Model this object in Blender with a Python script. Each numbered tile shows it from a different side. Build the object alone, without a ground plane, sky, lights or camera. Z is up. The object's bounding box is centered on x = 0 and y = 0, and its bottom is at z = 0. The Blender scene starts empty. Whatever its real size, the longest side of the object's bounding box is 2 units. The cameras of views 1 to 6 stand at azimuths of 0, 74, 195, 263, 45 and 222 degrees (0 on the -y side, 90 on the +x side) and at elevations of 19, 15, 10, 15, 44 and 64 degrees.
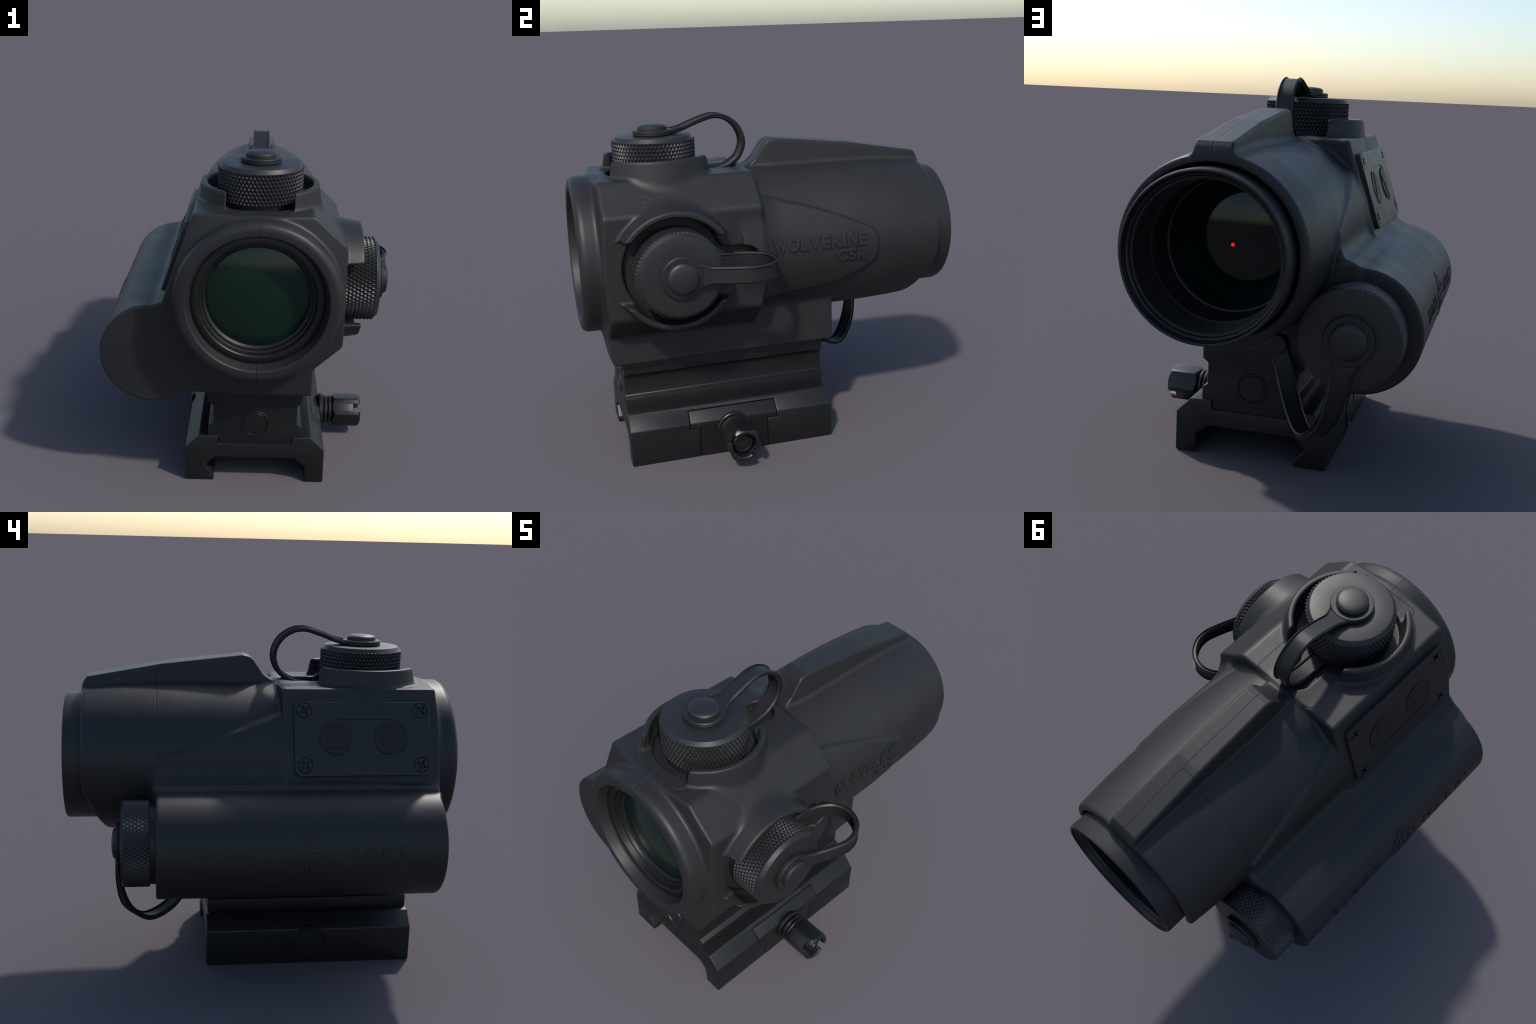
# Compact red dot weapon sight on a rail mount, built part by part.
import bpy, bmesh, math
import numpy as np
from mathutils import Vector, Matrix

AX, AZ = 0.040, 1.067            # optical axis: x, z
TY = -0.550                      # turrets stand at this y
KZ = 1.057                       # height of the side turret's axis
BX, BZ, BR = -0.478, 0.737, 0.265  # battery tube: axis x, z and radius

# ------------------------------------------------------------------ materials
def new_mat(name):
    m = bpy.data.materials.new(name)
    m.use_nodes = True
    nt = m.node_tree
    return m, nt, nt.nodes["Principled BSDF"]

def N(nt, kind, **kw):
    n = nt.nodes.new(kind)
    for k, v in kw.items():
        setattr(n, k, v)
    return n

def math_node(nt, op, a, b=None, c=None):
    n = N(nt, "ShaderNodeMath", operation=op)
    for i, v in enumerate((a, b, c)):
        if v is None:
            continue
        if isinstance(v, (int, float)):
            n.inputs[i].default_value = v
        else:
            nt.links.new(v, n.inputs[i])
    return n.outputs[0]

def coated(name, base, rough, grain=0.05, smudge=0.25, spec=0.5, metal=0.0, scale=260.0, extra=None):
    """Dark anodised / moulded finish: faint mottling, smudged gloss, fine grain."""
    m, nt, b = new_mat(name)
    tc = N(nt, "ShaderNodeTexCoord")
    n1 = N(nt, "ShaderNodeTexNoise"); n1.inputs["Scale"].default_value = 5.0
    n1.inputs["Detail"].default_value = 6.0; n1.inputs["Roughness"].default_value = 0.65
    nt.links.new(tc.outputs["Object"], n1.inputs["Vector"])
    ramp = N(nt, "ShaderNodeValToRGB")
    ramp.color_ramp.elements[0].position = 0.30
    ramp.color_ramp.elements[1].position = 0.72
    lo = [c * (1 - smudge * 0.45) for c in base]; hi = [c * (1 + smudge * 0.45) for c in base]
    ramp.color_ramp.elements[0].color = (*lo, 1); ramp.color_ramp.elements[1].color = (*hi, 1)
    nt.links.new(n1.outputs["Fac"], ramp.inputs["Fac"])
    ns = N(nt, "ShaderNodeTexNoise"); ns.inputs["Scale"].default_value = 17.0
    ns.inputs["Detail"].default_value = 9.0; ns.inputs["Roughness"].default_value = 0.72
    mp = N(nt, "ShaderNodeMapping"); mp.inputs["Scale"].default_value = (1.0, 0.45, 1.0)
    nt.links.new(tc.outputs["Object"], mp.inputs["Vector"]); nt.links.new(mp.outputs["Vector"], ns.inputs["Vector"])
    sr = N(nt, "ShaderNodeValToRGB")                       # sparse pale scuffs
    sr.color_ramp.elements[0].position = 0.66; sr.color_ramp.elements[1].position = 0.78
    nt.links.new(ns.outputs["Fac"], sr.inputs["Fac"])
    mx = N(nt, "ShaderNodeMix", data_type="RGBA")
    nt.links.new(math_node(nt, "MULTIPLY", sr.outputs["Color"], smudge * 2.2), mx.inputs["Factor"])
    nt.links.new(ramp.outputs["Color"], mx.inputs["A"])
    mx.inputs["B"].default_value = (*[c * 2.0 + 0.006 for c in base], 1)
    nt.links.new(mx.outputs["Result"], b.inputs["Base Color"])
    n2 = N(nt, "ShaderNodeTexNoise"); n2.inputs["Scale"].default_value = 9.0
    n2.inputs["Detail"].default_value = 5.0
    nt.links.new(tc.outputs["Object"], n2.inputs["Vector"])
    mr = N(nt, "ShaderNodeMapRange")
    mr.inputs["From Min"].default_value = 0.3; mr.inputs["From Max"].default_value = 0.7
    mr.inputs["To Min"].default_value = rough - 0.03; mr.inputs["To Max"].default_value = rough + 0.03
    nt.links.new(n2.outputs["Fac"], mr.inputs["Value"])
    nt.links.new(mr.outputs["Result"], b.inputs["Roughness"])
    b.inputs["Specular IOR Level"].default_value = spec
    b.inputs["Metallic"].default_value = metal
    n3 = N(nt, "ShaderNodeTexNoise"); n3.inputs["Scale"].default_value = scale
    n3.inputs["Detail"].default_value = 2.0
    nt.links.new(tc.outputs["Object"], n3.inputs["Vector"])
    bump = N(nt, "ShaderNodeBump"); bump.inputs["Strength"].default_value = grain
    bump.inputs["Distance"].default_value = 0.004
    nt.links.new(n3.outputs["Fac"], bump.inputs["Height"])
    last = bump
    if extra:
        h = extra(nt, tc)
        b2 = N(nt, "ShaderNodeBump"); b2.inputs["Strength"].default_value = 1.0
        b2.inputs["Distance"].default_value = 0.0026
        nt.links.new(h, b2.inputs["Height"])
        nt.links.new(bump.outputs["Normal"], b2.inputs["Normal"])
        last = b2
    nt.links.new(last.outputs["Normal"], b.inputs["Normal"])
    return m

def mould_lines(nt, tc):
    """Hairline mould seams of the casting, as a height field (0 = seam)."""
    sep = N(nt, "ShaderNodeSeparateXYZ")
    nt.links.new(tc.outputs["Object"], sep.inputs[0])
    x, y, z = sep.outputs
    M = lambda *a: math_node(nt, *a)
    dx = M("ABSOLUTE", M("SUBTRACT", x, AX))
    def line(d, half=0.0016, soft=0.0022):
        mr = N(nt, "ShaderNodeMapRange"); mr.clamp = True
        mr.inputs["From Min"].default_value = half
        mr.inputs["From Max"].default_value = half + soft
        nt.links.new(d, mr.inputs["Value"])
        return mr.outputs["Result"]          # 0 on the line, 1 off it
    # parting line: along the bezel and along the rib
    front = M("LESS_THAN", y, -0.80)
    rib = M("GREATER_THAN", y, -0.07)
    part = M("MAXIMUM", line(dx), M("SUBTRACT", 1.0, M("MAXIMUM", front, rib)))
    # rounded rectangle outlined on the deck
    qx = M("SUBTRACT", dx, 0.172 - 0.04)
    qy = M("SUBTRACT", M("ABSOLUTE", M("SUBTRACT", y, -0.475)), 0.385 - 0.04)
    px = M("MAXIMUM", qx, 0.0); py = M("MAXIMUM", qy, 0.0)
    ln = M("SQRT", M("ADD", M("MULTIPLY", px, px), M("MULTIPLY", py, py)))
    sd = M("SUBTRACT", M("ADD", ln, M("MINIMUM", M("MAXIMUM", qx, qy), 0.0)), 0.04)
    deck = M("MAXIMUM", line(M("ABSOLUTE", sd)),
             M("GREATER_THAN", M("ABSOLUTE", M("SUBTRACT", z, 1.475)), 0.006))
    # ring seam on the left half of the hood
    ring = M("MAXIMUM", line(M("ABSOLUTE", M("SUBTRACT", y, 0.535))),
             M("MAXIMUM", M("GREATER_THAN", x, AX), M("LESS_THAN", z, 1.14)))
    # inspection mark on the right upper facet
    vx = M("SUBTRACT", y, -0.665); vz = M("SUBTRACT", z, 1.385)
    rr = M("SQRT", M("ADD", M("MULTIPLY", vx, vx), M("MULTIPLY", M("MULTIPLY", vz, vz), 2.0)))
    mark = M("MAXIMUM", line(M("ABSOLUTE", M("SUBTRACT", rr, 0.021)), 0.003, 0.004),
             M("LESS_THAN", x, 0.33))
    faint = M("ADD", M("MULTIPLY", mark, 0.3), 0.7)
    return M("MINIMUM", M("MINIMUM", part, deck), M("MINIMUM", ring, faint))

MAT_BODY = coated("moulded_housing_grey", (0.0180, 0.0180, 0.0182), 0.48, 0.05, 0.22, spec=0.36, extra=mould_lines)
MAT_TRIM = coated("moulded_trim_grey", (0.0180, 0.0180, 0.0182), 0.48, 0.05, 0.22, spec=0.36)
MAT_PLATE = coated("panel_plate_grey", (0.0160, 0.0160, 0.0165), 0.40, 0.04, 0.15, spec=0.36)
MAT_RUBBER = coated("button_rubber_black", (0.0150, 0.0150, 0.0155), 0.50, 0.04, 0.15, spec=0.3)
MAT_CAP = coated("anodised_cap_grey", (0.0140, 0.0140, 0.0145), 0.48, 0.03, 0.15, spec=0.50)
MAT_KNURL = coated("anodised_knurl_grey", (0.0170, 0.0170, 0.0175), 0.42, 0.02, 0.12, spec=0.5)
MAT_STRAP = coated("strap_rubber_grey", (0.0140, 0.0140, 0.0145), 0.46, 0.05, 0.15, spec=0.4)
MAT_MOUNT = coated("mount_hard_coat_black", (0.0085, 0.0085, 0.0088), 0.40, 0.03, 0.2, spec=0.4)
MAT_STEEL = coated("blackened_steel", (0.0085, 0.0085, 0.0090), 0.36, 0.02, 0.2, spec=0.5)
MAT_BORE = coated("matt_black_bore", (0.0070, 0.0070, 0.0075), 0.42, 0.02, 0.1, spec=0.4)

def glass(name, col, rough):
    m, nt, b = new_mat(name)
    tc = N(nt, "ShaderNodeTexCoord")
    n = N(nt, "ShaderNodeTexNoise"); n.inputs["Scale"].default_value = 3.0
    nt.links.new(tc.outputs["Object"], n.inputs["Vector"])
    r = N(nt, "ShaderNodeValToRGB")
    r.color_ramp.elements[0].color = (*[c * 0.85 for c in col], 1)
    r.color_ramp.elements[1].color = (*[c * 1.15 for c in col], 1)
    nt.links.new(n.outputs["Fac"], r.inputs["Fac"])
    nt.links.new(r.outputs["Color"], b.inputs["Base Color"])
    b.inputs["Roughness"].default_value = rough
    b.inputs["IOR"].default_value = 1.42
    return m
MAT_LENS_F = glass("coated_green_glass", (0.0040, 0.0170, 0.0110), 0.17)
MAT_LENS_R = glass("coated_dark_glass", (0.0010, 0.0075, 0.0055), 0.07)

def red_dot():
    m, nt, b = new_mat("illuminated_red")
    b.inputs["Base Color"].default_value = (0.8, 0.005, 0.005, 1)
    b.inputs["Emission Color"].default_value = (1.0, 0.006, 0.006, 1)
    b.inputs["Emission Strength"].default_value = 1.0
    b.inputs["Roughness"].default_value = 0.6
    return m
MAT_DOT = red_dot()

# ------------------------------------------------------------------ objects
def link(ob, parent=None):
    bpy.context.scene.collection.objects.link(ob)
    if parent is not None:
        ob.parent = parent
    return ob

ROOT = bpy.data.objects.new("red_dot_sight", None)
link(ROOT)
ROOT.empty_display_size = 0.2
ROOT["label"] = "matt black tubular red dot sight on rail mount"
ROOT["category"] = "gun sight"

def obj_from(name, verts, faces, mat, parent=ROOT, smooth=True, angle=35.0, matrix=None, normals=None):
    me = bpy.data.meshes.new(name)
    me.from_pydata([tuple(v) for v in verts], [], [tuple(f) for f in faces])
    me.update()
    return finish(name, me, mat, parent, smooth, angle, matrix)

def finish(name, me, mat, parent=ROOT, smooth=True, angle=35.0, matrix=None):
    if matrix is not None:
        me.transform(matrix)
    me.materials.append(mat)
    if smooth:
        me.polygons.foreach_set("use_smooth", [True] * len(me.polygons))
        me.set_sharp_from_angle(angle=math.radians(angle))
    ob = bpy.data.objects.new(name, me)
    return link(ob, parent)

def bm_finish(name, bm, mat, parent=ROOT, smooth=True, angle=35.0, matrix=None):
    bmesh.ops.recalc_face_normals(bm, faces=bm.faces)
    me = bpy.data.meshes.new(name)
    bm.to_mesh(me); bm.free()
    return finish(name, me, mat, parent, smooth, angle, matrix)

def lathe_data(profile, seg=96, closed=False):
    """Revolve (radius, height) points about z."""
    V, F = [], []
    n = len(profile)
    rings = []
    for r, h in profile:
        if r < 1e-6:
            rings.append([len(V)]); V.append((0, 0, h))
        else:
            base = len(V)
            for i in range(seg):
                a = 2 * math.pi * i / seg
                V.append((r * math.cos(a), r * math.sin(a), h))
            rings.append(list(range(base, base + seg)))
    pairs = [(i, i + 1) for i in range(n - 1)] + ([(n - 1, 0)] if closed else [])
    for i, j in pairs:
        A, B = rings[i], rings[j]
        for k in range(seg):
            k2 = (k + 1) % seg
            if len(A) == 1 and len(B) == 1:
                continue
            if len(A) == 1:
                F.append((A[0], B[k2], B[k]))
            elif len(B) == 1:
                F.append((A[k], A[k2], B[0]))
            else:
                F.append((A[k], A[k2], B[k2], B[k]))
    return V, F

def lathe(name, profile, mat, parent=ROOT, matrix=None, seg=96, closed=False, angle=35.0):
    V, F = lathe_data(profile, seg, closed)
    bm = bmesh.new()
    vs = [bm.verts.new(v) for v in V]
    for f in F:
        bm.faces.new([vs[i] for i in f])
    return bm_finish(name, bm, mat, parent, True, angle, matrix)

def frame(origin, xdir, zdir):
    z = Vector(zdir).normalized(); x = Vector(xdir)
    x = (x - z * x.dot(z)).normalized(); y = z.cross(x)
    m = Matrix((x, y, z)).transposed().to_4x4()
    m.translation = Vector(origin)
    return m

def catmull(pts, per=8):
    P = [Vector(p) for p in pts]
    P = [P[0] * 2 - P[1]] + P + [P[-1] * 2 - P[-2]]
    out = []
    for i in range(1, len(P) - 2):
        a, b, c, d = P[i - 1:i + 3]
        for k in range(per):
            t = k / per
            out.append(0.5 * ((2 * b) + (c - a) * t + (2 * a - 5 * b + 4 * c - d) * t * t + (3 * b - a - 3 * c + d) * t ** 3))
    out.append(P[-2])
    return out

# ------------------------------------------------------------------ cast housing
# One smooth casting, described by distances to its solids and blended where the
# casting has fillets; then meshed and divided into its parts.
def smin(a, b, k):
    h = np.maximum(k - np.abs(a - b), 0) / k
    return np.minimum(a, b) - h * h * (k * 0.25)

def smax(a, b, k):
    return -smin(-a, -b, k)

def half(u, v, p, q):
    """Signed distance to the line p->q in a 2D plane; negative on its right side."""
    dx, dy = q[0] - p[0], q[1] - p[1]
    L = math.hypot(dx, dy)
    return ((u - p[0]) * (-dy) + (v - p[1]) * dx) / L

HOOD_Y = [-1.2, 0.45, 0.58, 0.70, 0.80, 0.908, 1.2]
HOOD_R = [0.405, 0.405, 0.402, 0.397, 0.389, 0.379, 0.350]
RIB_Y = [-0.30, -0.075, -0.022, 0.030, 0.050, 0.085, 0.50, 0.885, 0.905, 1.2]
RIB_Z = [1.396, 1.464, 1.507, 1.583, 1.600, 1.608, 1.561, 1.492, 1.466, 1.10]

def casting(x, y, z):
    f = np.float32
    px, pz = x - f(AX), z - f(AZ)
    rho = np.sqrt(px * px + pz * pz)
    # --- hood
    R = np.interp(y, HOOD_Y, HOOD_R).astype(f)
    R = R + f(0.006) * np.clip(-px / f(0.14), 0, 1) * np.clip((z - f(1.0)) / f(0.12), 0, 1)
    hood = smax(rho - R, -0.3 - y, 0.01)
    rear = smax(y - f(0.908), y - (f(0.915) - f(0.43) * (f(0.985) - z)), 0.03)
    hood = smax(hood, rear * f(0.95), 0.018)
    # --- rib on the hood
    zt = np.interp(y, RIB_Y, RIB_Z).astype(f)
    wid = f(0.066) + f(0.011) * np.clip(y / f(0.9), 0, 1) + f(0.08) * np.maximum(zt - z, 0)
    rib = smax((np.abs(px) - wid) * f(0.98), (z - zt) * f(0.86), 0.012)
    rib = smax(rib, f(1.30) - z, 0.01)
    rib = smax(rib, smax(y - f(0.908), f(-0.15) - y, 0.01), 0.012)
    hood = smin(hood, rib, 0.022)
    # --- raised name panel on the right of the hood
    pan = smax(half(y, z, (-0.054, 1.349), (0.242, 1.270)), half(y, z, (0.242, 1.270), (0.496, 1.161)), 0.02)
    pan = smax(pan, y - f(0.535), 0.06)
    low = smax(half(y, z, (0.533, 0.986), (0.304, 0.865)), half(y, z, (0.304, 0.865), (0.0, 0.828)), 0.05)
    pan = smax(pan, low, 0.05)
    bulge = f(0.421) + f(0.03) * np.clip((f(0.02) - y) / f(0.12), 0, 1) ** 2
    pan = smax(pan, rho - bulge, 0.014)
    pan = smax(pan, smax(-px, f(-0.2) - y, 0.01), 0.01)
    hood = smin(hood, pan, 0.010)
    # --- turret block
    box = smax(half(x, z, (-0.275, 1.475), (0.0, 1.475)), half(x, z, (-0.432, 1.010), (-0.275, 1.475)), 0.014)
    box = smax(box, half(x, z, (0.304, 1.475), (0.4625, 1.327)), 0.014)
    box = smax(box, x - f(0.4635), 0.014)
    box = smax(box, half(x, z, (0.464, 0.809), (0.325, 0.684)), 0.014)
    box = smax(box, f(0.58) - z, 0.012)
    slant = y + f(0.088) + f(0.10) * np.maximum(f(0.95) - z, 0)
    box = smax(box, slant, 0.020)
    # --- pedestal
    ped = smax(x - f(0.322), f(0.529) - z, 0.010)
    ped = smax(ped, f(-0.40) - x, 0.010)
    ped = smax(ped, z - f(0.86), 0.010)
    ped = smax(ped, y - f(0.319), 0.012)
    d = smin(box, ped, 0.012)
    d = smin(d, hood, 0.024)
    # --- battery compartment with its shoulder and fairing
    bx, bz = x - f(BX), z - f(BZ)
    tube = np.sqrt(bx * bx + bz * bz) - f(BR)
    yend = y - f(0.543)
    tube = smax(tube, yend, 0.014)
    sh = smax(z - f(1.017), f(BZ) - z, 0.01)
    sh = smax(sh, f(-0.445) - x, 0.03)
    sh = smax(sh, x - f(-0.02), 0.01)
    sh = smax(sh, yend, 0.014)
    fair = rho - (f(0.424) + f(0.007) * np.clip((f(0.28) - y) / f(0.37), 0, 1))
    fair = smax(fair, half(y, z, (-0.09, 1.352), (0.53, 1.140)), 0.022)
    fair = smax(fair, f(0.70) - z, 0.01)
    fair = smax(fair, x - f(-0.02), 0.01)
    fair = smax(fair, smax(y - f(0.543), f(-0.6) - y, 0.01), 0.026)
    bat = smin(tube, sh, 0.05)
    bat = smin(bat, fair, 0.085)
    d = smin(d, bat, 0.014)
    fl = np.interp(rho, [0.40, 0.48, 0.55, 0.62, 0.85], [-0.900, -0.878, -0.866, -0.850, -0.848]).astype(f)
    fr = np.interp(rho, [0.40, 0.48, 0.56, 0.65], [-0.900, -0.880, -0.872, -0.860]).astype(f)
    mixr = np.clip((px + f(0.1)) / f(0.2), 0, 1)
    front = fl * (1 - mixr) + fr * mixr - y
    d = smax(d, front, 0.014)          # common front face
    # --- front bezel
    bez = smax(rho - f(0.405), f(-1.0) - y, 0.042)
    bez = smax(bez, y + f(0.70), 0.01)
    d = smin(d, bez, 0.018)
    # --- turret guards
    gx, gy = px, y - f(TY)
    rg = np.sqrt(gx * gx + gy * gy)
    g1 = smax(rg - (f(0.294) + f(0.16) * np.maximum(f(1.555) - z, 0)), f(0.264) - rg, 0.008)
    g1 = smax(g1, z - f(1.561), 0.012)
    g1 = smax(g1, f(0.163) - np.abs(gx), 0.010)
    g1 = smax(g1, f(1.33) - z, 0.01)
    d = smin(d, g1, 0.020)
    gz = z - f(KZ)
    rk = np.sqrt(gz * gz + gy * gy)
    g2 = smax(rk - (f(0.294) + f(0.16) * np.maximum(f(0.555) - x, 0)), f(0.264) - rk, 0.008)
    g2 = smax(g2, x - f(0.557), 0.012)
    g2 = smax(g2, f(0.160) - np.abs(gz), 0.010)
    g2 = smax(g2, f(0.28) - x, 0.01)
    d = smin(d, g2, 0.020)
    # --- turret wells with the strap slots behind them
    def stadium(u, v):
        vv = np.clip(v, f(0.0), f(0.355))
        return np.sqrt(u * u + (v - vv) ** 2) - f(0.078)
    w1 = smin(rg - f(0.252), stadium(gx, gy), 0.03)
    w1 = smax(w1, f(1.440) - z, 0.01)
    d = smax(d, -w1, 0.012)
    w2 = smin(rk - f(0.252), stadium(gz, gy), 0.03)
    w2 = smax(w2, f(0.430) - x, 0.01)
    d = smax(d, -w2, 0.012)
    # --- bores
    mouth = f(0.325) + f(0.30) * np.maximum(f(-0.95) - y, 0)
    b1 = smax(rho - mouth, y + f(0.850), 0.006)
    d = smax(d, -b1, 0.008)
    b2 = smax(rho - f(0.346), f(0.56) - y, 0.006)
    d = smax(d, -b2, 0.008)
    return d

def mesh_casting(h=0.0060):
    lo = np.array((-0.775, -1.025, 0.440)); hi = np.array((0.590, 0.945, 1.650))
    n = np.ceil((hi - lo) / h).astype(int) + 1
    xs = (lo[0] + h * np.arange(n[0])).astype(np.float32)
    ys = (lo[1] + h * np.arange(n[1])).astype(np.float32)
    zs = (lo[2] + h * np.arange(n[2])).astype(np.float32)
    val = np.empty(n, np.float32)
    step = 24
    for j in range(0, n[1], step):
        X, Y, Z = np.meshgrid(xs, ys[j:j + step], zs, indexing="ij")
        val[:, j:j + step, :] = casting(X, Y, Z)
    S = val < 0
    cnt = np.zeros(n - 1, np.int8)
    for a in (0, 1):
        for b in (0, 1):
            for c in (0, 1):
                cnt += S[a:n[0] - 1 + a, b:n[1] - 1 + b, c:n[2] - 1 + c]
    cells = np.argwhere((cnt > 0) & (cnt < 8))
    idx = -np.ones(n - 1, np.int64)
    idx[tuple(cells.T)] = np.arange(len(cells))
    acc = np.zeros((len(cells), 3)); num = np.zeros(len(cells))
    corners = [(a, b, c) for a in (0, 1) for b in (0, 1) for c in (0, 1)]
    cv = {k: val[cells[:, 0] + k[0], cells[:, 1] + k[1], cells[:, 2] + k[2]].astype(np.float64) for k in corners}
    for p in corners:
        for ax in range(3):
            if p[ax]:
                continue
            q = tuple(p[i] + (i == ax) for i in range(3))
            a, b = cv[p], cv[q]
            m = (a < 0) != (b < 0)
            t = np.where(m, a / np.where(m, a - b, 1), 0)
            pt = np.repeat(np.array([p], float), len(cells), 0); pt[:, ax] += t
            acc += pt * m[:, None]; num += m
    V = lo + h * (cells + acc / num[:, None])
    faces = []
    for ax in range(3):
        o = [i for i in range(3) if i != ax]
        s0 = [slice(1, -1)] * 3; s1 = [slice(1, -1)] * 3
        s0[ax] = slice(0, n[ax] - 1); s1[ax] = slice(1, n[ax])
        d = S[tuple(s0)] != S[tuple(s1)]
        e = np.argwhere(d)
        off = np.ones(3, int); off[ax] = 0
        e = e + off
        inside = S[tuple(e.T)]
        quad = []
        for (u, w) in ((-1, -1), (0, -1), (0, 0), (-1, 0)):
            c = e.copy(); c[:, o[0]] += u; c[:, o[1]] += w
            quad.append(idx[tuple(c.T)])
        q = np.stack(quad, 1)
        flip = inside if ax != 1 else ~inside
        q[~flip] = q[~flip][:, ::-1]
        faces.append(q)
    F = np.concatenate(faces)
    def grad(P, e):
        P = P.astype(np.float32); g = np.empty((len(P), 3))
        for i in range(3):
            a = P.copy(); b = P.copy(); a[:, i] += e; b[:, i] -= e
            g[:, i] = (casting(*a.T) - casting(*b.T)) / (2 * e)
        return g
    for _ in range(3):                       # settle the vertices on the surface
        g = grad(V, 0.0012)
        val_v = casting(*V.astype(np.float32).T).astype(float)
        s = val_v / np.maximum((g * g).sum(1), 0.2)
        s = np.clip(s, -0.5 * h, 0.5 * h)
        V = V - g * s[:, None] * 0.9
    nrm = grad(V, 0.0022)
    nrm /= np.maximum(np.linalg.norm(nrm, axis=1), 1e-6)[:, None]
    return V, F, nrm

def build_casting():
    V, F, nrm = mesh_casting()
    c = V[F].mean(1)
    x, y, z = c.T
    rho = np.hypot(x - AX, z - AZ)
    rg = np.hypot(x - AX, y - TY); rk = np.hypot(z - KZ, y - TY)
    region = np.zeros(len(F), int)                                    # housing
    region[(y > -0.086) & (z > 0.60)] = 1                             # hood
    region[(y > -0.08) & (np.abs(x - AX) < 0.105) & (z > 1.466)] = 2  # rib
    region[(x > 0.3) & (y > -0.084) & (rho > 0.412)] = 6              # name panel
    region[(x < -0.33) & (z < 1.03) & (rho > 0.395)] = 3              # battery compartment
    region[(y < -0.884) & (rho < 0.44) & (x > -0.42)] = 4             # bezel
    region[(z > 1.478) & (rg < 0.32) & (y < -0.25)] = 5               # guards
    region[(x > 0.466) & (rk < 0.33)] = 5
    region[(z < 0.60)] = 7
    region[(z < 0.60) & (x < -0.24)] = 3
    names = {0: "housing", 1: "tube_hood", 2: "top_rib", 3: "battery_compartment", 4: "front_bezel",
             5: "turret_guard", 6: "name_panel", 7: "pedestal"}
    for r, name in names.items():
        if r == 5:
            sets = [(region == 5) & (z > 1.478) & (x < AX), (region == 5) & (z > 1.478) & (x >= AX),
                    (region == 5) & (z <= 1.478) & (z > KZ), (region == 5) & (z <= 1.478) & (z <= KZ)]
        else:
            sets = [region == r]
        for m in sets:
            f = F[m]
            if not len(f):
                continue
            u, inv = np.unique(f, return_inverse=True)
            inv = inv.reshape(f.shape)
            me = bpy.data.meshes.new(name)
            me.vertices.add(len(u)); me.vertices.foreach_set("co", V[u].ravel())
            me.loops.add(inv.size); me.loops.foreach_set("vertex_index", inv.ravel().astype(np.int32))
            me.polygons.add(len(f))
            me.polygons.foreach_set("loop_start", np.arange(0, inv.size, 4, dtype=np.int32))
            me.polygons.foreach_set("loop_total", np.full(len(f), 4, np.int32))
            me.update(calc_edges=True); me.validate()
            me.polygons.foreach_set("use_smooth", [True] * len(me.polygons))
            me.normals_split_custom_set_from_vertices([tuple(a) for a in nrm[u]])
            me.materials.append(MAT_BODY)
            link(bpy.data.objects.new(name, me), ROOT)

build_casting()

# ------------------------------------------------------------------ lenses and tubes
M_FRONT = frame((AX, 0, AZ), (1, 0, 0), (0, -1, 0))   # local z runs out of the front
M_REAR = frame((AX, 0, AZ), (1, 0, 0), (0, 1, 0))     # local z runs out of the back

objective = lathe("objective_ring", [(0.331, 0.870), (0.330, 0.938), (0.318, 0.944), (0.300, 0.947), (0.289, 0.946), (0.284, 0.940),
    (0.278, 0.914), (0.273, 0.911), (0.268, 0.911), (0.264, 0.896), (0.254, 0.888), (0.254, 0.868)],
    MAT_BORE, matrix=M_FRONT, seg=128, angle=25)
RL = 0.93                                 # the front lens bulges: part of a sphere
lathe("objective_lens", [(r_, 0.916 - RL + math.sqrt(RL * RL - r_ * r_)) for r_ in [0.262 * (1 - i / 16) for i in range(16)] + [0.0]], MAT_LENS_F, matrix=M_FRONT, seg=128, parent=objective)

# eyepiece: outer sleeve, threaded bore, stepped stops
prof = [(0.330, 0.58), (0.330, 0.988), (0.327, 0.997), (0.322, 1.000), (0.3175, 0.998), (0.3165, 0.988), (0.314, 0.984),
        (0.311, 0.974), (0.3035, 0.968)]
yy = 0.962
while yy > 0.812:                        # fine glare-stopping thread
    prof += [(0.3025, yy), (0.2995, yy - 0.0055), (0.2900, yy - 0.0070), (0.2900, yy - 0.0105)]
    yy -= 0.0135
prof += [(0.298, 0.808), (0.298, 0.792), (0.281, 0.790), (0.2785, 0.784), (0.2785, 0.768), (0.281, 0.765),
         (0.277, 0.645), (0.270, 0.643), (0.2665, 0.637), (0.2665, 0.600)]
eyepiece = lathe("eyepiece", prof, MAT_BORE, matrix=M_REAR, seg=128, angle=25)
lathe("ocular_lens", [(r_, 0.646 - 1.25 + math.sqrt(1.25 * 1.25 - r_ * r_)) for r_ in [0.274 * (1 - i / 16) for i in range(16)] + [0.0]], MAT_LENS_R, matrix=M_REAR, seg=128, parent=eyepiece)
lathe("aiming_dot", [(0.0, 0.6440), (0.0075, 0.6440), (0.0075, 0.6485), (0.0, 0.6485)], MAT_DOT,
      matrix=frame((AX - 0.006, 0, AZ + 0.001), (1, 0, 0), (0, 1, 0)), seg=24, parent=eyepiece)
# sleeve outside is the same finish as the body
lathe("eyepiece_sleeve", [(0.3305, 0.60), (0.3318, 0.61), (0.3318, 0.986), (0.3285, 0.997), (0.3235, 1.0005), (0.3205, 0.9992)], MAT_TRIM, matrix=M_REAR, seg=128, parent=eyepiece)

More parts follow.
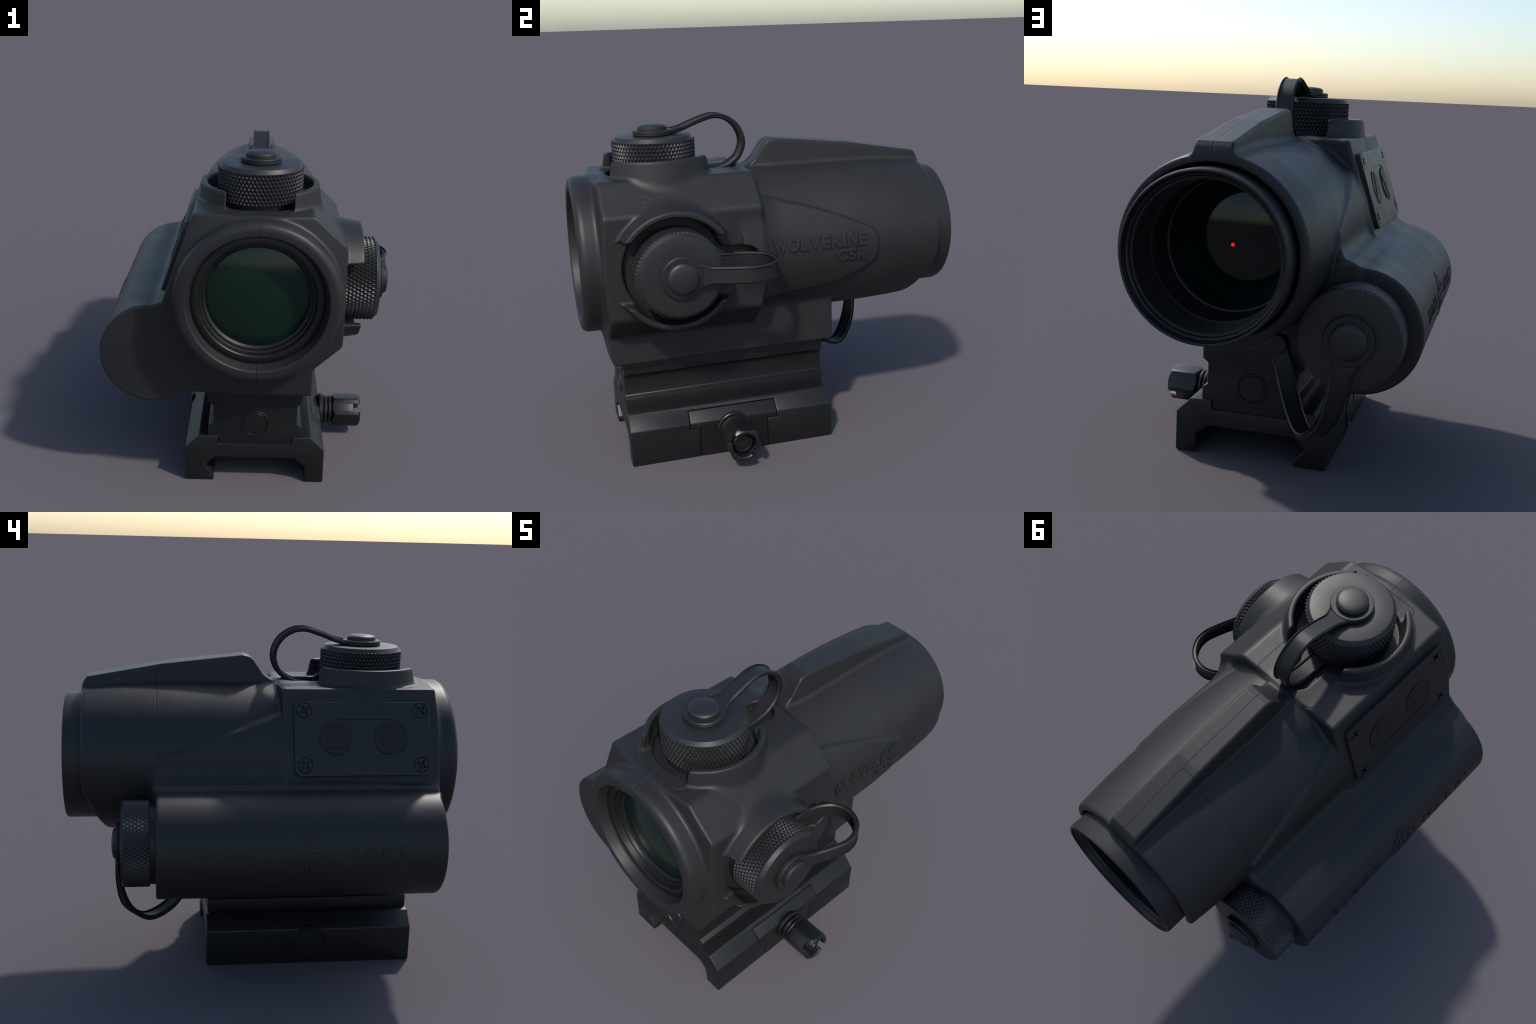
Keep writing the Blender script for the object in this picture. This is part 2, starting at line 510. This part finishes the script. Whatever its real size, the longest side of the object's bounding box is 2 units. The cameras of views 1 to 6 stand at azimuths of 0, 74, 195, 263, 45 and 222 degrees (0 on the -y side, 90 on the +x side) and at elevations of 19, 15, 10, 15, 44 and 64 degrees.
# ------------------------------------------------------------------ knurled caps with tethers
def knurl_band(r, h0, h1, count, rows, depth):
    V, F = [], []
    na = count * 4; nb = rows * 2
    tri = lambda u: 1 - abs(2 * (u - math.floor(u)) - 1)
    for j in range(nb + 1):
        b = j / 4.0
        for i in range(na):
            a = i / 4.0
            hgt = min(tri(a + b), tri(a - b))
            rr = r - depth + depth * hgt
            t = 2 * math.pi * i / na
            V.append((rr * math.cos(t), rr * math.sin(t), h0 + (h1 - h0) * j / nb))
    for j in range(nb):
        for i in range(na):
            i2 = (i + 1) % na
            a, b, c, d = j * na + i, j * na + i2, (j + 1) * na + i2, (j + 1) * na + i
            if (i + j) % 2: F += [(a, b, d), (b, c, d)]
            else: F += [(a, b, c), (a, c, d)]
    for j, hh in ((0, h0), (nb, h1)):                  # close the tooth ends
        base = len(V)
        for i in range(na):
            t = 2 * math.pi * i / na
            V.append(((r - depth - 0.004) * math.cos(t), (r - depth - 0.004) * math.sin(t), hh + (0.004 if j else -0.002)))
        for i in range(na):
            i2 = (i + 1) % na
            q = (j * na + i, base + i, base + i2, j * na + i2)
            F.append(q if j == 0 else q[::-1])
    return V, F

def ribbon(pts, wdirs, halfw, thick, per=7):
    """Strap of rounded-rectangle section along a path; returns verts, faces."""
    n = len(pts)
    sec = []
    ch = thick * 0.28
    for sx, sy in ((1, 1), (-1, 1), (-1, -1), (1, -1)):
        a = (sx, sy, 0); b = (sx, sy, 1)
        order = (1, 0) if sx * sy > 0 else (0, 1)
        for k in order:
            sec.append((sx, sy, k))
    V, F = [], []
    for i in range(n):
        t = (pts[min(i + 1, n - 1)] - pts[max(i - 1, 0)]).normalized()
        w = wdirs[i]; w = (w - t * w.dot(t)).normalized()
        u = t.cross(w)
        hw = halfw[i]; ht = thick / 2
        for sx, sy, k in sec:
            dw, dt = (hw - ch, ht) if k else (hw, ht - ch)
            V.append(pts[i] + w * sx * dw + u * sy * dt)
    m = len(sec)
    for i in range(n - 1):
        for k in range(m):
            F.append((i * m + k, i * m + (k + 1) % m, (i + 1) * m + (k + 1) % m, (i + 1) * m + k))
    F.append(tuple(range(m))[::-1]); F.append(tuple((n - 1) * m + k for k in range(m)))
    return V, F

def strap(name, path, wdirs, parent, ring_c, ring_n, ring_r=0.102, thick=0.027):
    pts = catmull(path, 6)
    wd = catmull(wdirs, 6)
    hw = []
    for p in pts:
        dist = (p - Vector(ring_c)).length
        e = min(max((dist - 0.078) / 0.070, 0), 1); e = e * e * (3 - 2 * e)
        hw.append(0.060 * (1 - e) + 0.0425 * e)
    V, F = ribbon(pts, wd, hw, thick)
    bm = bmesh.new()
    vs = [bm.verts.new(v) for v in V]
    for f in F: bm.faces.new([vs[i] for i in f])
    m = frame(ring_c, (1, 0.3, 0.2), ring_n)
    c = 0.004; t = thick / 2 - 0.0007
    LV, LF = lathe_data([(0, -t), (ring_r - c, -t), (ring_r, -t + c), (ring_r, -0.0015), (ring_r - 0.002, 0.0), (ring_r, 0.0015),
                         (ring_r, t - c), (ring_r - c, t), (0, t)], 56)
    vs = [bm.verts.new(m @ Vector(v)) for v in LV]
    for f in LF: bm.faces.new([vs[i] for i in f])
    return bm_finish(name, bm, MAT_STRAP, parent, True, 40)

def cap(name, M, knurl_len, knurl_rows, r=0.215, flat=0.192, neck=0.06, count=66, depth=0.009, bevel=0.022):
    """Knurled cap in local space: knurl from z = 0 up to knurl_len, then a bevelled end."""
    L = knurl_len
    rr = r - depth * 0.75
    ob = lathe(name, [(0.0, -neck), (0.200, -neck), (0.200, -0.004), (r - 0.014, 0.001), (r - 0.014, L - 0.002), (rr, L + 0.0005), (rr - 0.0005, L + 0.003),
                      (flat + 0.002, L + bevel - 0.001), (flat - 0.002, L + bevel), (0.12, L + bevel), (0, L + bevel)], MAT_CAP, matrix=M, seg=132, angle=20)
    V, F = knurl_band(r, 0.0, L, count, knurl_rows, depth)
    obj_from("knurled_band", V, F, MAT_KNURL, ob, smooth=False, matrix=M)
    top = L + bevel
    br = 0.0755; q0 = top + 0.046 if bevel > 0.015 else top + 0.0385
    lathe("rivet_button", [(br - 0.003, top + 0.005), (br, top + 0.010), (br, q0 - 0.0045), (br - 0.003, q0 - 0.001)] +
          [(br * 0.94 * math.cos(t), q0 + 0.011 * math.sin(t)) for t in [math.pi / 2 * i / 6 for i in range(1, 6)]] +
          [(0, q0 + 0.011)], MAT_CAP, ob, matrix=M, seg=48, angle=30)
    return ob, top

# elevation turret (top)
M1 = frame((AX, TY, 1.487), (1, 0, 0), (0, 0, 1))
elevation, top = cap("elevation_turret_cap", M1, 0.150, 8)
LOOP = [(0.0, 0.0), (0.055, 0.0), (0.098, 0.003), (0.152, 0.021), (0.197, 0.039), (0.252, 0.058), (0.290, 0.069), (0.320, 0.0725),
        (0.362, 0.067), (0.405, 0.046), (0.440, 0.014), (0.462, -0.026), (0.470, -0.066), (0.464, -0.106), (0.443, -0.147), (0.410, -0.176),
        (0.366, -0.199), (0.300, -0.214), (0.190, -0.217)]
LOOP = [(a, b if i < 3 else b - 0.004) for i, (a, b) in enumerate(LOOP)]
rc = Vector((AX, TY, 1.487 + top + 0.0140))
strap("tether_strap", [rc + Vector((0, a, b)) for a, b in LOOP], [Vector((1, 0, 0))] * len(LOOP), elevation, rc, (0, 0, 1))
# windage turret (right)
M2 = frame((0.4755, TY, KZ), (0, 1, 0), (1, 0, 0))
windage, top = cap("windage_turret_cap", M2, 0.150, 8)
rc = Vector((0.4755 + top + 0.0140, TY, KZ))
strap("tether_strap", [rc + Vector((b, a * 1.018, 0)) for a, b in LOOP], [Vector((0, 0, 1))] * len(LOOP), windage, rc, (1, 0, 0))
# battery cap (rear)
M3 = frame((-0.471, 0.572, 0.744), (1, 0, 0), (0, 1, 0))
battery, top = cap("battery_cap", M3, 0.122, 7, r=0.2135, flat=0.203, neck=0.05, depth=0.005, bevel=0.012)
rc = Vector((-0.471, 0.572 + top + 0.0140, 0.744))
path = [rc, rc + Vector((0.004, 0, -0.06)), (-0.452, 0.724, 0.615), (-0.432, 0.716, 0.500), (-0.392, 0.683, 0.385), (-0.318, 0.607, 0.296),
        (-0.262, 0.540, 0.283), (-0.212, 0.462, 0.318), (-0.172, 0.405, 0.380), (-0.135, 0.362, 0.470), (-0.100, 0.335, 0.560), (-0.092, 0.332, 0.590)]
wd = [(1, 0, 0), (1, 0, 0.0), (0.97, 0.1, 0), (0.93, 0.25, 0), (0.86, 0.5, 0), (0.8, 0.6, 0), (0.8, 0.6, 0), (0.84, 0.52, 0), (0.9, 0.4, 0),
      (0.97, 0.2, 0.1), (1, 0, 0.15), (1, 0, 0.15)]
strap("tether_strap", path, [Vector(w) for w in wd], battery, rc, (0, 1, 0))
lathe("tether_anchor", [(0, 0.0), (0.046, 0.0), (0.046, 0.036), (0.042, 0.041), (0, 0.043)], MAT_STRAP, battery,
      matrix=frame((-0.088, 0.312, 0.588), (1, 0, 0), (0, 1, 0)), seg=40)

# ------------------------------------------------------------------ control panel on the left flank
pn = Vector((-0.947, 0, 0.321)).normalized()
pv = Vector((0.321, 0, 0.947)).normalized()          # up along the flank
pu = Vector((0, -1, 0))                              # to the right as seen from outside
MP = Matrix((pu, pv, pn)).transposed().to_4x4()
# the flank passes through the casting's left face
MP.translation = Vector((-0.3515, -0.490, 1.2485))
def pcoord(y, z):                                     # panel coordinates from y and height
    return (-0.490 - y, (z - 1.2485) / pv.z)

def rounded_rect(w, h, r, seg=6):
    pts = []
    for cx, cy, a0 in ((w - r, h - r, 0), (-w + r, h - r, 90), (-w + r, -h + r, 180), (w - r, -h + r, 270)):
        for i in range(seg + 1):
            a = math.radians(a0 + 90 * i / seg)
            pts.append((cx + r * math.cos(a), cy + r * math.sin(a)))
    return pts

def slab(name, outline, z0, z1, mat, parent, matrix, bevel=0.003, holes=(), angle=30):
    """Prism with a chamfered top rim; each hole (outline, floor) gives a pocket."""
    bm = bmesh.new()
    n = len(outline)
    c = Vector((sum(p[0] for p in outline) / n, sum(p[1] for p in outline) / n))
    def inset(ol, d):
        out = []
        m = len(ol)
        for i in range(m):
            p0, p1, p2 = Vector(ol[i - 1]), Vector(ol[i]), Vector(ol[(i + 1) % m])
            t = (p2 - p0).normalized()
            out.append(p1 + Vector((-t.y, t.x)) * d)
        return out
    def ring(ol, z): return [bm.verts.new((p[0], p[1], z)) for p in ol]
    r0, r1, r2 = ring(outline, z0), ring(outline, z1 - bevel), ring(inset(outline, bevel), z1)
    def skin(a, b):
        for i in range(len(a)):
            j = (i + 1) % len(a); bm.faces.new((a[i], a[j], b[j], b[i]))
    skin(r0, r1); skin(r1, r2)
    bm.faces.new(r0[::-1])
    if not holes:
        bm.faces.new(r2)
    else:
        ed = [bm.edges.get((r2[i], r2[(i + 1) % len(r2)])) for i in range(len(r2))]
        for hole, floor in holes:
            e = bevel * 0.6
            h1 = ring(hole, z1); h2 = ring(inset(hole, e), z1 - e); h3 = ring(inset(hole, e), floor)
            skin(h1, h2); skin(h2, h3); bm.faces.new(h3)
            ed += [bm.edges.get((h1[i], h1[(i + 1) % len(h1)])) for i in range(len(h1))]
        bmesh.ops.triangle_fill(bm, edges=ed, use_beauty=True)
    return bm_finish(name, bm, mat, parent, True, angle, matrix)

u0, v0 = pcoord(-0.4885, 1.233)
stad = [(p[0] + pcoord(-0.487, 1.235)[0], p[1] + pcoord(-0.487, 1.235)[1]) for p in rounded_rect(0.228, 0.098, 0.0978, 12)]
plate_ol = [(p[0] + u0, p[1] + v0) for p in rounded_rect(0.345, 0.185, 0.032)]
SCREWS = [(y_, z_, r_) for y_ in (-0.194, -0.784) for z_, r_ in ((1.368, 0.5), (1.109, 0.75))]
def disc(r, c=(0, 0), n=40):
    return [(c[0] + r * math.cos(2 * math.pi * i / n), c[1] + r * math.sin(2 * math.pi * i / n)) for i in range(n)]
panel = slab("control_panel", plate_ol, -0.010, 0.021, MAT_PLATE, ROOT, MP, 0.0025,
             holes=[(stad, 0.0170)] + [(disc(0.0400, pcoord(y_, z_)), 0.006) for y_, z_, _ in SCREWS])
for yb, sgn in ((-0.353, 1), (-0.626, -1)):
    bu, bv = pcoord(yb, 1.234)
    Mb = MP @ Matrix.Translation((bu, bv, 0))
    b = lathe("push_button", [(0.0, 0.0), (0.082, 0.0), (0.082, 0.0205), (0.079, 0.0232), (0, 0.0240)], MAT_RUBBER, panel, matrix=Mb, seg=56)
    # raised triangle outline, pointing up or down
    tri = [(0, 0.072 * sgn), (0.060, -0.042 * sgn), (-0.060, -0.042 * sgn)]
    if sgn < 0: tri = tri[::-1]
    bm = bmesh.new()
    cx, cy = sum(p[0] for p in tri) / 3, sum(p[1] for p in tri) / 3
    rings = []
    for k, zz in ((1.04, 0.0215), (0.98, 0.0268)):
        rings.append([bm.verts.new((cx + (p[0] - cx) * k, cy + (p[1] - cy) * k, zz)) for p in tri])
    for a, c2 in zip(rings, rings[1:]):
        for i in range(3):
            bm.faces.new((a[i], a[(i + 1) % 3], c2[(i + 1) % 3], c2[i]))
    bm.faces.new(rings[-1])
    bm_finish("arrow_mark", bm, MAT_RUBBER, panel, False, matrix=Mb)
for ys, zs_, rot in SCREWS:
    su, sv = pcoord(ys, zs_)
    Ms = MP @ Matrix.Translation((su, sv, 0)) @ Matrix.Rotation(rot + (0.3 if ys < -0.5 else 0.0), 4, "Z")
    # screw head with a cross recess
    a, w = 0.026, 0.0070
    cross = [(a, -w), (a, w), (w, w), (w, a), (-w, a), (-w, w), (-a, w), (-a, -w), (-w, -w), (-w, -a), (w, -a), (w, -w)]
    slab("screw", disc(0.0372), 0.002, 0.0212, MAT_PLATE, panel, Ms, 0.0022, holes=[(cross, 0.0075)])

# ------------------------------------------------------------------ mount
def prism(name, profile, y0, y1, mat, parent=ROOT, bevel=0.006, seg=2, angle=35):
    """(x, z) profile extruded along y with softened edges."""
    bm = bmesh.new()
    a = [bm.verts.new((p[0], y0, p[1])) for p in profile]
    b = [bm.verts.new((p[0], y1, p[1])) for p in profile]
    n = len(profile)
    bm.faces.new(a); bm.faces.new(b[::-1])
    for i in range(n):
        j = (i + 1) % n
        bm.faces.new((a[j], a[i], b[i], b[j]))
    bmesh.ops.recalc_face_normals(bm, faces=bm.faces)
    if bevel:
        bmesh.ops.bevel(bm, geom=list(bm.edges), offset=bevel, segments=seg, profile=0.6, affect="EDGES", clamp_overlap=True)
    return bm_finish(name, bm, mat, parent, True, angle)

BASE = [(-0.322, 0.0), (-0.322, 0.192), (-0.250, 0.262), (-0.150, 0.263), (-0.148, 0.218), (0.231, 0.218), (0.235, 0.263), (0.332, 0.262),
        (0.403, 0.190), (0.403, 0.0), (0.306, 0.0), (0.306, 0.089), (0.246, 0.137), (-0.163, 0.137), (-0.221, 0.086), (-0.172, 0.030), (-0.172, 0.0)]
clamp = prism("rail_clamp", BASE, -0.816, 0.277, MAT_MOUNT, bevel=0)
RISER = [(-0.202, 0.255), (-0.202, 0.322), (-0.175, 0.339), (-0.175, 0.439), (-0.202, 0.458), (-0.202, 0.530), (0.283, 0.530), (0.282, 0.458),
         (0.256, 0.440), (0.256, 0.337), (0.281, 0.322), (0.281, 0.255), (0.229, 0.255), (0.229, 0.210), (-0.146, 0.210), (-0.146, 0.255)]
riser = prism("riser_block", RISER, -0.814, 0.268, MAT_MOUNT, bevel=0.005)
# shallow window and lock disc on both ends of the riser
for ysgn, yf in ((-1, -0.814), (1, 0.268)):
    Me = frame((AX + 0.001, yf, 0.341), (1, 0, 0), (0, ysgn, 0))
    lathe("lock_disc", [(0.0, 0.0035), (0.057, 0.0035), (0.060, 0.0005), (0.064, 0.0005), (0.0665, 0.0060), (0.0695, 0.0060), (0.0735, -0.002)], MAT_MOUNT, riser, matrix=Me, seg=56, angle=25)
    prism("stop_lip", [(-0.148, 0.470), (-0.148, 0.532), (0.233, 0.532), (0.233, 0.470)], yf - 0.004 if ysgn < 0 else yf - 0.02, yf + 0.02 if ysgn < 0 else yf + 0.004, MAT_MOUNT, riser, 0.003)
# T-shaped clamp jaw let into the right side, with a hairline gap around it
def bake(ob):
    dg = bpy.context.evaluated_depsgraph_get(); dg.update()
    me = bpy.data.meshes.new_from_object(ob.evaluated_get(dg))
    ob.modifiers.clear(); ob.data = me
    me.polygons.foreach_set("use_smooth", [True] * len(me.polygons))
    me.set_sharp_from_angle(angle=math.radians(35))

def tee(shrink, x0, x1):
    g = shrink
    out = [(-0.453 + g, -0.01), (-0.453 + g, 0.156 + g), (-0.506 + g, 0.156 + g), (-0.506 + g, 0.242 - g), (-0.033 - g, 0.242 - g),
           (-0.033 - g, 0.156 + g), (-0.085 - g, 0.156 + g), (-0.085 - g, -0.01)]
    bm = bmesh.new()
    a = [bm.verts.new((x0, y_, z_)) for y_, z_ in out]; b = [bm.verts.new((x1, y_, z_)) for y_, z_ in out]
    bm.faces.new(a); bm.faces.new(b[::-1])
    for i in range(8):
        j = (i + 1) % 8
        bm.faces.new((a[j], a[i], b[i], b[j]))
    bmesh.ops.recalc_face_normals(bm, faces=bm.faces)
    me = bpy.data.meshes.new("tee"); bm.to_mesh(me); bm.free()
    me.materials.append(MAT_MOUNT)
    return me

jaw = bpy.data.objects.new("clamp_jaw", tee(0.0022, 0.3455, 0.45)); link(jaw, clamp)
raw = bpy.data.objects.new("raw_profile", clamp.data.copy()); link(raw)
pocket = bpy.data.objects.new("pocket_tool", tee(0.0, 0.335, 0.45)); link(pocket)
for ob_, op, tool in ((jaw, "INTERSECT", raw), (clamp, "DIFFERENCE", pocket)):
    md = ob_.modifiers.new("cut", "BOOLEAN"); md.operation = op; md.object = tool; md.solver = "EXACT"
    bv = ob_.modifiers.new("edge", "BEVEL"); bv.width = 0.0055 if ob_ is clamp else 0.0035
    bv.segments = 3; bv.limit_method = "ANGLE"; bv.angle_limit = math.radians(28); bv.use_clamp_overlap = True
    bake(ob_)
bpy.data.objects.remove(raw); bpy.data.objects.remove(pocket)
# bolt head on the left side
lathe("bolt_head", [(0, 0.005), (0.076, 0.005), (0.0795, 0.0008), (0.083, 0.0008), (0.086, 0.0080), (0.090, 0.0080), (0.0925, 0.004), (0.0925, -0.03)], MAT_MOUNT, clamp,
      matrix=frame((-0.322, -0.271, 0.117), (0, 1, 0), (-1, 0, 0)), seg=64, angle=25)

# clamp nut on the right side
NY, NZ = -0.275, 0.137
MN = frame((0, NY, NZ), (0, -1, 0), (1, 0, 0))          # local x = -y, local z = +x
nut_ax = lathe("clamp_screw", [(0, 0.39), (0.052, 0.39), (0.052, 0.600), (0.046, 0.606), (0.040, 0.606), (0.037, 0.600), (0.030, 0.601), (0, 0.603)], MAT_MOUNT, clamp, matrix=MN, seg=48)
lathe("washer", [(0.05, 0.404), (0.087, 0.404), (0.091, 0.408), (0.091, 0.424), (0.087, 0.428), (0.05, 0.428)], MAT_STEEL, nut_ax, matrix=MN, seg=48, angle=30)
lathe("washer", [(0.05, 0.434), (0.076, 0.434), (0.079, 0.438), (0.079, 0.448), (0.076, 0.452), (0.05, 0.452)], MAT_STEEL, nut_ax, matrix=MN, seg=48, angle=30)
lathe("washer", [(0.05, 0.458), (0.076, 0.458), (0.079, 0.462), (0.079, 0.472), (0.076, 0.476), (0.05, 0.476)], MAT_STEEL, nut_ax, matrix=MN, seg=48, angle=30)

def hex_nut():
    """Hexagonal castle nut: chamfered ends, round bore, one cross slot."""
    bm = bmesh.new()
    seg = 72; R = 0.0945; ap = R * math.cos(math.pi / 6)
    a0 = math.radians(-8)
    def hexr(a):
        k = ((a - a0) % (math.pi / 3)) - math.pi / 6
        return ap / math.cos(k)
    def ring(fn, h):
        return [bm.verts.new((fn(2 * math.pi * i / seg) * math.cos(2 * math.pi * i / seg), fn(2 * math.pi * i / seg) * math.sin(2 * math.pi * i / seg), h)) for i in range(seg)]
    cr = 0.078
    # conical chamfer: each end is cut back more at the corners
    def endring(h, s):
        vs = []
        for i in range(seg):
            a = 2 * math.pi * i / seg; r = hexr(a)
            vs.append(bm.verts.new((r * math.cos(a), r * math.sin(a), h + s * max(r - cr, 0) * 1.1)))
        return vs
    rings = [ring(lambda a: cr, 0.480), endring(0.480, 1), endring(0.641, -1), ring(lambda a: cr - 0.001, 0.641), ring(lambda a: 0.066, 0.641),
             ring(lambda a: 0.061, 0.634), ring(lambda a: 0.061, 0.575)]
    for a, b in zip(rings, rings[1:]):
        for i in range(seg):
            j = (i + 1) % seg
            bm.faces.new((a[i], a[j], b[j], b[i]))
    bm.faces.new(rings[0][::-1]); bm.faces.new(rings[-1])
    bmesh.ops.recalc_face_normals(bm, faces=bm.faces)
    me = bpy.data.meshes.new("castle_nut"); bm.to_mesh(me); bm.free()
    nut = bpy.data.objects.new("castle_nut", me); link(nut, nut_ax)
    bm = bmesh.new()
    bmesh.ops.create_cube(bm, size=1.0)
    bm.transform(Matrix.Rotation(math.radians(-37), 4, "Z") @ Matrix.Diagonal((0.3, 0.044, 0.10, 1)))
    bm.transform(Matrix.Translation((0, 0, 0.648)))
    cm = bpy.data.meshes.new("slot_tool"); bm.to_mesh(cm); bm.free()
    cut = bpy.data.objects.new("slot_tool", cm); link(cut)
    md = nut.modifiers.new("slot", "BOOLEAN"); md.operation = "DIFFERENCE"; md.object = cut; md.solver = "EXACT"
    bv = nut.modifiers.new("edge", "BEVEL"); bv.width = 0.0018; bv.segments = 2; bv.limit_method = "ANGLE"; bv.angle_limit = math.radians(40)
    dg = bpy.context.evaluated_depsgraph_get(); dg.update()
    res = bpy.data.meshes.new_from_object(nut.evaluated_get(dg))
    nut.modifiers.clear(); nut.data = res
    bpy.data.objects.remove(cut)
    res.transform(MN)
    res.materials.clear(); res.materials.append(MAT_STEEL)
    res.polygons.foreach_set("use_smooth", [True] * len(res.polygons))
    res.set_sharp_from_angle(angle=math.radians(28))
hex_nut()

# ------------------------------------------------------------------ raised lettering
def text_mesh(body, size, offset, extrude, spacing=1.0, bevel=0.0):
    cu = bpy.data.curves.new("lettering", "FONT")
    cu.body = body; cu.size = size; cu.offset = offset; cu.extrude = extrude
    cu.space_character = spacing; cu.resolution_u = 6
    cu.bevel_depth = bevel; cu.bevel_resolution = 1
    ob = bpy.data.objects.new("lettering", cu); link(ob)
    bpy.context.view_layer.update()
    dg = bpy.context.evaluated_depsgraph_get()
    me = bpy.data.meshes.new_from_object(ob.evaluated_get(dg))
    bpy.data.objects.remove(ob)
    bm = bmesh.new(); bm.from_mesh(me); bmesh.ops.triangulate(bm, faces=bm.faces)   # cut into bands so the letters can follow a curve
    hs = [v.co.y for v in bm.verts]
    for k in range(1, 8):
        hk = min(hs) + (max(hs) - min(hs)) * k / 8
        bmesh.ops.bisect_plane(bm, geom=list(bm.verts) + list(bm.edges) + list(bm.faces), plane_co=(0, hk, 0), plane_no=(0, 1, 0))
    bm.to_mesh(me); bm.free()
    return me

def fit_wrap(me, s0, s1, h0, h1, to_world, raised):
    """Scale flat letters into the box s0..s1 by h0..h1, then lay them on a surface."""
    n = len(me.vertices)
    co = np.empty(n * 3); me.vertices.foreach_get("co", co); co = co.reshape(-1, 3)
    mn, mx = co.min(0), co.max(0)
    s = s0 + (co[:, 0] - mn[0]) / (mx[0] - mn[0]) * (s1 - s0)
    h = h0 + (co[:, 1] - mn[1]) / (mx[1] - mn[1]) * (h1 - h0)
    d = (co[:, 2] - mn[2]) / (mx[2] - mn[2])
    out = to_world(s, h, d * raised[1] + (1 - d) * raised[0])
    me.vertices.foreach_set("co", np.stack(out, 1).ravel()); me.update()
    return me

def split_mesh(me, mat, parent, name):
    me.materials.clear(); me.materials.append(mat)
    me.polygons.foreach_set("use_smooth", [False] * len(me.polygons))
    ob = bpy.data.objects.new(name, me)
    return link(ob, parent)

def on_hood(s, h, d):                      # s = y, h = height along the right side
    r = 0.421 + 0.03 * np.clip((0.02 - s) / 0.12, 0, 1) ** 2
    a = (h - AZ) / r
    return AX + (r + d) * np.cos(a), s, AZ + (r + d) * np.sin(a)

def on_battery(s, h, d):                   # s = -y, h = height along the left side
    a = (h - BZ) / BR
    return BX - (BR + d) * np.cos(a), -s, BZ + (BR + d) * np.sin(a)

def letters(word, s0, s1, h0, h1, wrap, raised, bold=0.03, gap=0.12, bevel=0.0):
    """One mesh per letter, each set in its share of the line."""
    rel = {"I": 0.42, "W": 1.32, "M": 1.22, "L": 0.82, "E": 0.86, "O": 1.12, "G": 1.08, "N": 1.05, "V": 1.06, "S": 0.86, "C": 0.98}
    ws = [rel.get(ch, 1.0) for ch in word]
    unit = (s1 - s0) / (sum(ws) + gap * (len(ws) - 1))
    s = s0
    for ch, w in zip(word, ws):
        me = text_mesh(ch, 1.0, 0.0 if ch == "M" else bold, 0.1, bevel=bevel)   # the built-in M tears when thickened
        fit_wrap(me, s, s + w * unit, h0, h1, wrap, raised)
        split_mesh(me, MAT_TRIM, ROOT, "letter")
        s += (w + gap) * unit

letters("WOLVERINE", -0.045, 0.465, 1.072, 1.147, on_hood, (-0.006, 0.0080), bold=0.036, gap=0.07, bevel=0.020)
letters("CSR", 0.302, 0.465, 0.996, 1.063, on_hood, (-0.006, 0.0080), bold=0.036, gap=0.05, bevel=0.020)
# battery side: two spaced words around a cross-hair badge (s = -y)
letters("SIGHT", -0.350, -0.004, 0.753, 0.811, on_battery, (-0.006, 0.0038), bold=0.012, gap=0.95)
letters("MARK", 0.345, 0.657, 0.752, 0.811, on_battery, (-0.006, 0.0038), bold=0.012, gap=0.75)

def wrap_quads(name, quads, wrap, lo, hi, parent=ROOT):
    """Raised flat shapes, given as strips of (s, h) quads, laid on a surface."""
    bm = bmesh.new()
    for qd in quads:
        b = [bm.verts.new(tuple(float(t) for t in wrap(np.float64(s), np.float64(h), lo))) for s, h in qd]
        t = [bm.verts.new(tuple(float(t) for t in wrap(np.float64(s), np.float64(h), hi))) for s, h in qd]
        bm.faces.new(b[::-1]); bm.faces.new(t)
        for i in range(4):
            j = (i + 1) % 4
            bm.faces.new((b[i], b[j], t[j], t[i]))
    bmesh.ops.remove_doubles(bm, verts=bm.verts, dist=1e-6)
    return bm_finish(name, bm, MAT_TRIM, parent, False)

cs, chh = 0.171, 0.779
quads = []
def bar(s0, s1, h0, h1, k=6):
    for i in range(k):
        a, b = i / k, (i + 1) / k
        if abs(s1 - s0) > abs(h1 - h0):
            quads.append([(s0 + (s1 - s0) * a, h0), (s0 + (s1 - s0) * b, h0), (s0 + (s1 - s0) * b, h1), (s0 + (s1 - s0) * a, h1)])
        else:
            quads.append([(s0, h0 + (h1 - h0) * a), (s1, h0 + (h1 - h0) * a), (s1, h0 + (h1 - h0) * b), (s0, h0 + (h1 - h0) * b)])
o, w, g = 0.106, 0.019, 0.005
for sg in (-1, 1):                                       # four arms, split by an incised line
    for e in (-1, 1):
        bar(cs + sg * g, cs + sg * o, *sorted((chh + e * g, chh + e * w)))
        bar(*sorted((cs + e * g, cs + e * w)), chh + sg * w, chh + sg * o)
    bar(*sorted((cs + sg * (o - 0.008), cs + sg * o)), chh - g, chh + g, 1)
    bar(cs - g, cs + g, *sorted((chh + sg * (o - 0.008), chh + sg * o)), 1)
for qd in range(4):                                      # ring between the arms
    for i in range(8):
        a0 = math.radians(90 * qd + 14 + 62 * i / 8); a1 = math.radians(90 * qd + 14 + 62 * (i + 1) / 8)
        quads.append([(cs + r_ * math.cos(a_), chh + r_ * math.sin(a_)) for r_, a_ in ((0.064, a0), (0.080, a0), (0.080, a1), (0.064, a1))])
wrap_quads("crosshair_badge", quads, on_battery, -0.004, 0.0034)
quads = []
for i in range(16):                                      # small trade mark ring
    a0, a1 = 2 * math.pi * i / 16, 2 * math.pi * (i + 1) / 16
    quads.append([(0.686 + r_ * math.cos(a_), 0.808 + r_ * math.sin(a_)) for r_, a_ in ((0.007, a0), (0.010, a0), (0.010, a1), (0.007, a1))])
wrap_quads("trade_mark_ring", quads, on_battery, -0.004, 0.003)
